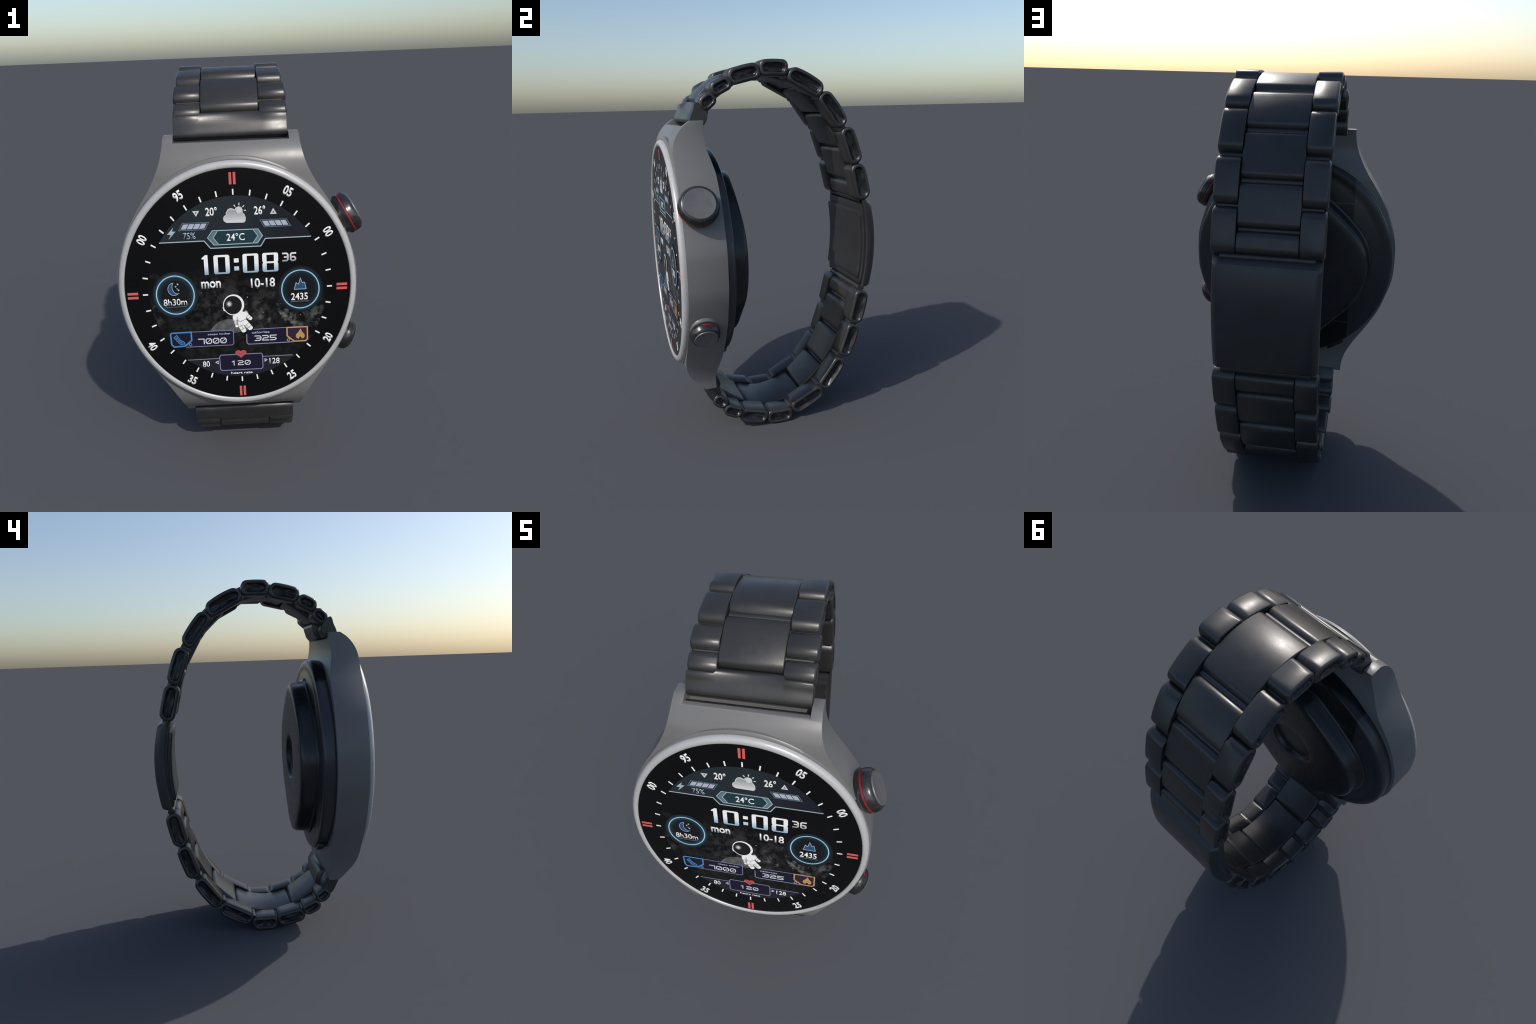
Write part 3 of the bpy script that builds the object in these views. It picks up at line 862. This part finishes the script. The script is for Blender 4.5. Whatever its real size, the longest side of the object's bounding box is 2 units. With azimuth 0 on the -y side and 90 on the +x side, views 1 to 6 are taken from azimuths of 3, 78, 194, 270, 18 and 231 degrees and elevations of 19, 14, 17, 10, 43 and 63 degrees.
# floating astronaut ---------------------------------------------------------
def limb(a, b, w0, w1):
    A, B = Vector(a), Vector(b); d = (B - A).normalized(); n = Vector((-d.y, d.x))
    pts = [A + n * w0 / 2 - d * w0 * .2, A + n * w0 / 2]
    pts = []
    for i in range(7):
        t = pi / 2 + pi * i / 6
        pts.append(A + d * (w0 / 2 * cos(t)) + n * (w0 / 2 * sin(t)))
    for i in range(7):
        t = -pi / 2 + pi * i / 6
        pts.append(B + d * (w1 * .35 * cos(t)) + n * (w1 / 2 * sin(t)))
    return [tuple(p) for p in pts]
astro = print_mesh("astronaut", [limb((.004, -.128), (.008, -.152), .050, .046)], 6, M_WHITE)
for nm, a, b, w0, w1 in (("arm", (.026, -.122), (.052, -.146), .024, .018), ("arm", (-.022, -.135), (-.014, -.182), .022, .016),
                         ("leg", (.020, -.158), (.050, -.196), .027, .023), ("leg", (-.004, -.162), (.018, -.208), .027, .022)):
    print_mesh("astronaut_" + nm, [limb(a, b, w0, w1)], 7, M_WHITE, astro)
    A, B = Vector(a), Vector(b); d = (B - A).normalized(); n = Vector((-d.y, d.x))
    for f, ww in ((.42, .0022), (.78, .0026)):
        p = A.lerp(B, f); hw = (w0 + (w1 - w0) * f) / 2
        print_mesh("suit_seam", stroke([tuple(p + n * hw), tuple(p - n * hw)], ww), 8, M_MIDGREY, astro)
print_mesh("suit_seam", stroke([(-.020, -.148), (.006, -.158), (.030, -.146)], .0025), 8, M_MIDGREY, astro)
print_mesh("astronaut_helmet", [oval(-.025, -.0715, .0530, 48, .93)], 8, M_WHITE, astro)
print_mesh("helmet_visor", [oval(-.0285, -.0725, .0465, 48, .90)], 9, M_VISOR, astro)
for r, c in ((.017, .07), (.0125, .22), (.0085, .55)):
    m_g = plain("visor_glint_print", (c, c, c))
    print_mesh("visor_glint", [oval(-.0455, -.0655, r, 24)], 10 + (r < .015) + (r < .01), m_g, astro)
for a, b, w in (((-.012, -.133), (-.006, -.158), .005), ((.030, -.136), (.044, -.150), .004), ((-.026, -.150), (-.021, -.178), .004), ((.004, -.174), (.016, -.200), .004), ((.028, -.176), (.044, -.194), .004)):  # grey strokes drawn on torso and limbs as the suit's shading
    print_mesh("drawn_suit_shade", stroke([a, b], w), 9, M_LIGHTGREY, astro)
print_mesh("astronaut_pack", [limb((.030, -.112), (.036, -.124), .016, .014)], 5, M_LIGHTGREY, astro)
print_mesh("helmet_pad", [limb((-.072, -.082), (-.069, -.098), .010, .008)], 8, M_WHITE, astro)

# step and calorie boxes -----------------------------------------------------
print_mesh("step_box", [[(-.326, -.200), (-.039, -.201), (-.032, -.212), (-.034, -.272), (-.040, -.279), (-.322, -.281), (-.330, -.268)]], 5, M_NAVY)
print_mesh("step_box_rim", stroke([(-.232, -.201), (-.041, -.202), (-.033, -.212), (-.034, -.272), (-.041, -.279), (-.262, -.279)], .0034), 6, M_NAVYLINE)
print_mesh("step_icon_frame", stroke([(-.325, -.202), (-.233, -.201), (-.233, -.244), (-.266, -.272), (-.318, -.275), (-.329, -.262), (-.331, -.208)], .0068, True), 7, M_BLUE)
print_mesh("step_icon_corner", [[(-.264, -.272), (-.252, -.272), (-.236, -.258), (-.236, -.243)]], 6, M_BLUEDARK)
foot = [(-.316, -.226), (-.302, -.213), (-.288, -.238), (-.268, -.252), (-.266, -.262), (-.288, -.262), (-.300, -.248)]
print_mesh("foot_icon", [foot], 7, M_BLUEDARK)
print_mesh("foot_outline", stroke(foot, .003, True), 8, M_BLUE)
print_mesh("foot_band", stroke([(-.309, -.236), (-.294, -.225)], .0035) + stroke([(-.299, -.247), (-.286, -.237)], .0035) + stroke([(-.288, -.256), (-.277, -.245)], .0035), 8, M_BLUE)
print_mesh("box_pin", stroke(oval(-.240, -.266, .0065, 16), .003, True), 8, M_BLUE)
for i, ch in enumerate("7000"):
    x = -.203 + .0350 * i
    print_mesh("step_digit", squared(ch, x, -.2675, .0310, .030, .0050), 8, M_SOFT)
    if ch == "0": print_mesh("zero_slash", squared("/", x, -.2675, .0310, .030, .003), 9, M_SOFT)
text("step_label", "steps today", -.102, -.2185, .107, .0125, 8, M_LILAC, bold=.02)
print_mesh("calorie_box", [[(.036, -.205), (.320, -.200), (.322, -.270), (.312, -.280), (.036, -.281), (.029, -.272), (.029, -.214)]], 5, M_NAVY)
print_mesh("calorie_box_rim", stroke([(.222, -.201), (.062, -.203)], .0034) + stroke([(.029, -.226), (.029, -.272), (.037, -.280), (.252, -.279)], .0048), 6, M_NAVYLINE)
print_mesh("calorie_icon_back", [[(.223, -.203), (.318, -.203), (.318, -.268), (.310, -.276), (.258, -.276), (.223, -.246)]], 6, M_MAROON)
print_mesh("calorie_icon_frame", stroke([(.222, -.202), (.319, -.202), (.319, -.268), (.310, -.276), (.256, -.276), (.222, -.246)], .0066, True), 7, M_BRONZE)
print_mesh("box_pin", stroke(oval(.228, -.267, .0065, 16), .003, True), 8, M_BRONZE)
flame = [(.286, -.212), (.293, -.228), (.303, -.240), (.305, -.252), (.299, -.261), (.292, -.262), (.290, -.254), (.284, -.250), (.279, -.255), (.277, -.262),
         (.269, -.259), (.264, -.250), (.266, -.240), (.275, -.230), (.281, -.222)]
print_mesh("flame_icon", [flame], 8, M_GOLD)
print_mesh("flame_outline", stroke(flame, .0022, True), 9, M_BRONZE)
for i, ch in enumerate("325"):
    print_mesh("calorie_digit", squared(ch, .066 + .0365 * i, -.2645, .033, .029, .0052), 8, M_SOFT)
text("calorie_label", "calories", .096, -.2190, .085, .0125, 8, M_LILAC, bold=.02)

# heart rate -----------------------------------------------------------------
PB = [(-.106, -.340), (-.099, -.331), (.094, -.331), (.101, -.340), (.101, -.407), (.094, -.415), (-.098, -.415), (-.105, -.407)]
print_mesh("pulse_box", [PB], 6, M_NAVY)
print_mesh("pulse_box_rim", stroke(PB, .0045, True), 7, M_NAVYLINE)
print_mesh("pulse_line", stroke([(-.258, -.349), (-.107, -.348)], .0036), 6, M_NAVYLINE)
print_mesh("pulse_line", stroke([(.102, -.349), (.246, -.349)], .0036), 6, M_NAVYLINE)
heart = []
for i in range(40):
    t = 2 * pi * i / 40
    heart.append((-.0025 + .0275 * SQ * sin(t) ** 3, -.3265 + .00132 * (13 * cos(t) - 5 * cos(2*t) - 2 * cos(3*t) - cos(4*t))))
print_mesh("heart_icon", [heart], 8, M_HEART)
print_mesh("heart_outline", stroke(heart, .0028, True), 9, M_REDPRINT)
for ch, x in (("1", -.0560), ("2", -.020), ("0", .0130)):
    print_mesh("pulse_digit", squared(ch, x, -.390, .0290, .026, .0046), 8, M_SOFT)
print_mesh("zero_slash", squared("/", .0130, -.390, .0290, .026, .003), 9, M_SOFT)
text("low_pulse_text", "80", -.172, -.3755, .034, .031, 6, M_WHITE, bold=.01)
text("high_pulse_text", "128", .158, -.3755, .049, .031, 6, M_WHITE, bold=.01)
print_mesh("side_arrow", stroke([(-.126, -.3685), (-.1145, -.362), (-.1145, -.3765)], .0032, True), 6, M_SOFT)
print_mesh("side_arrow", stroke([(.122, -.3685), (.1115, -.362), (.1115, -.3765)], .0032, True), 6, M_SOFT)
text("pulse_label", "heart rate", -.003, -.4315, .104, .0120, 6, M_WHITE, bold=.02)
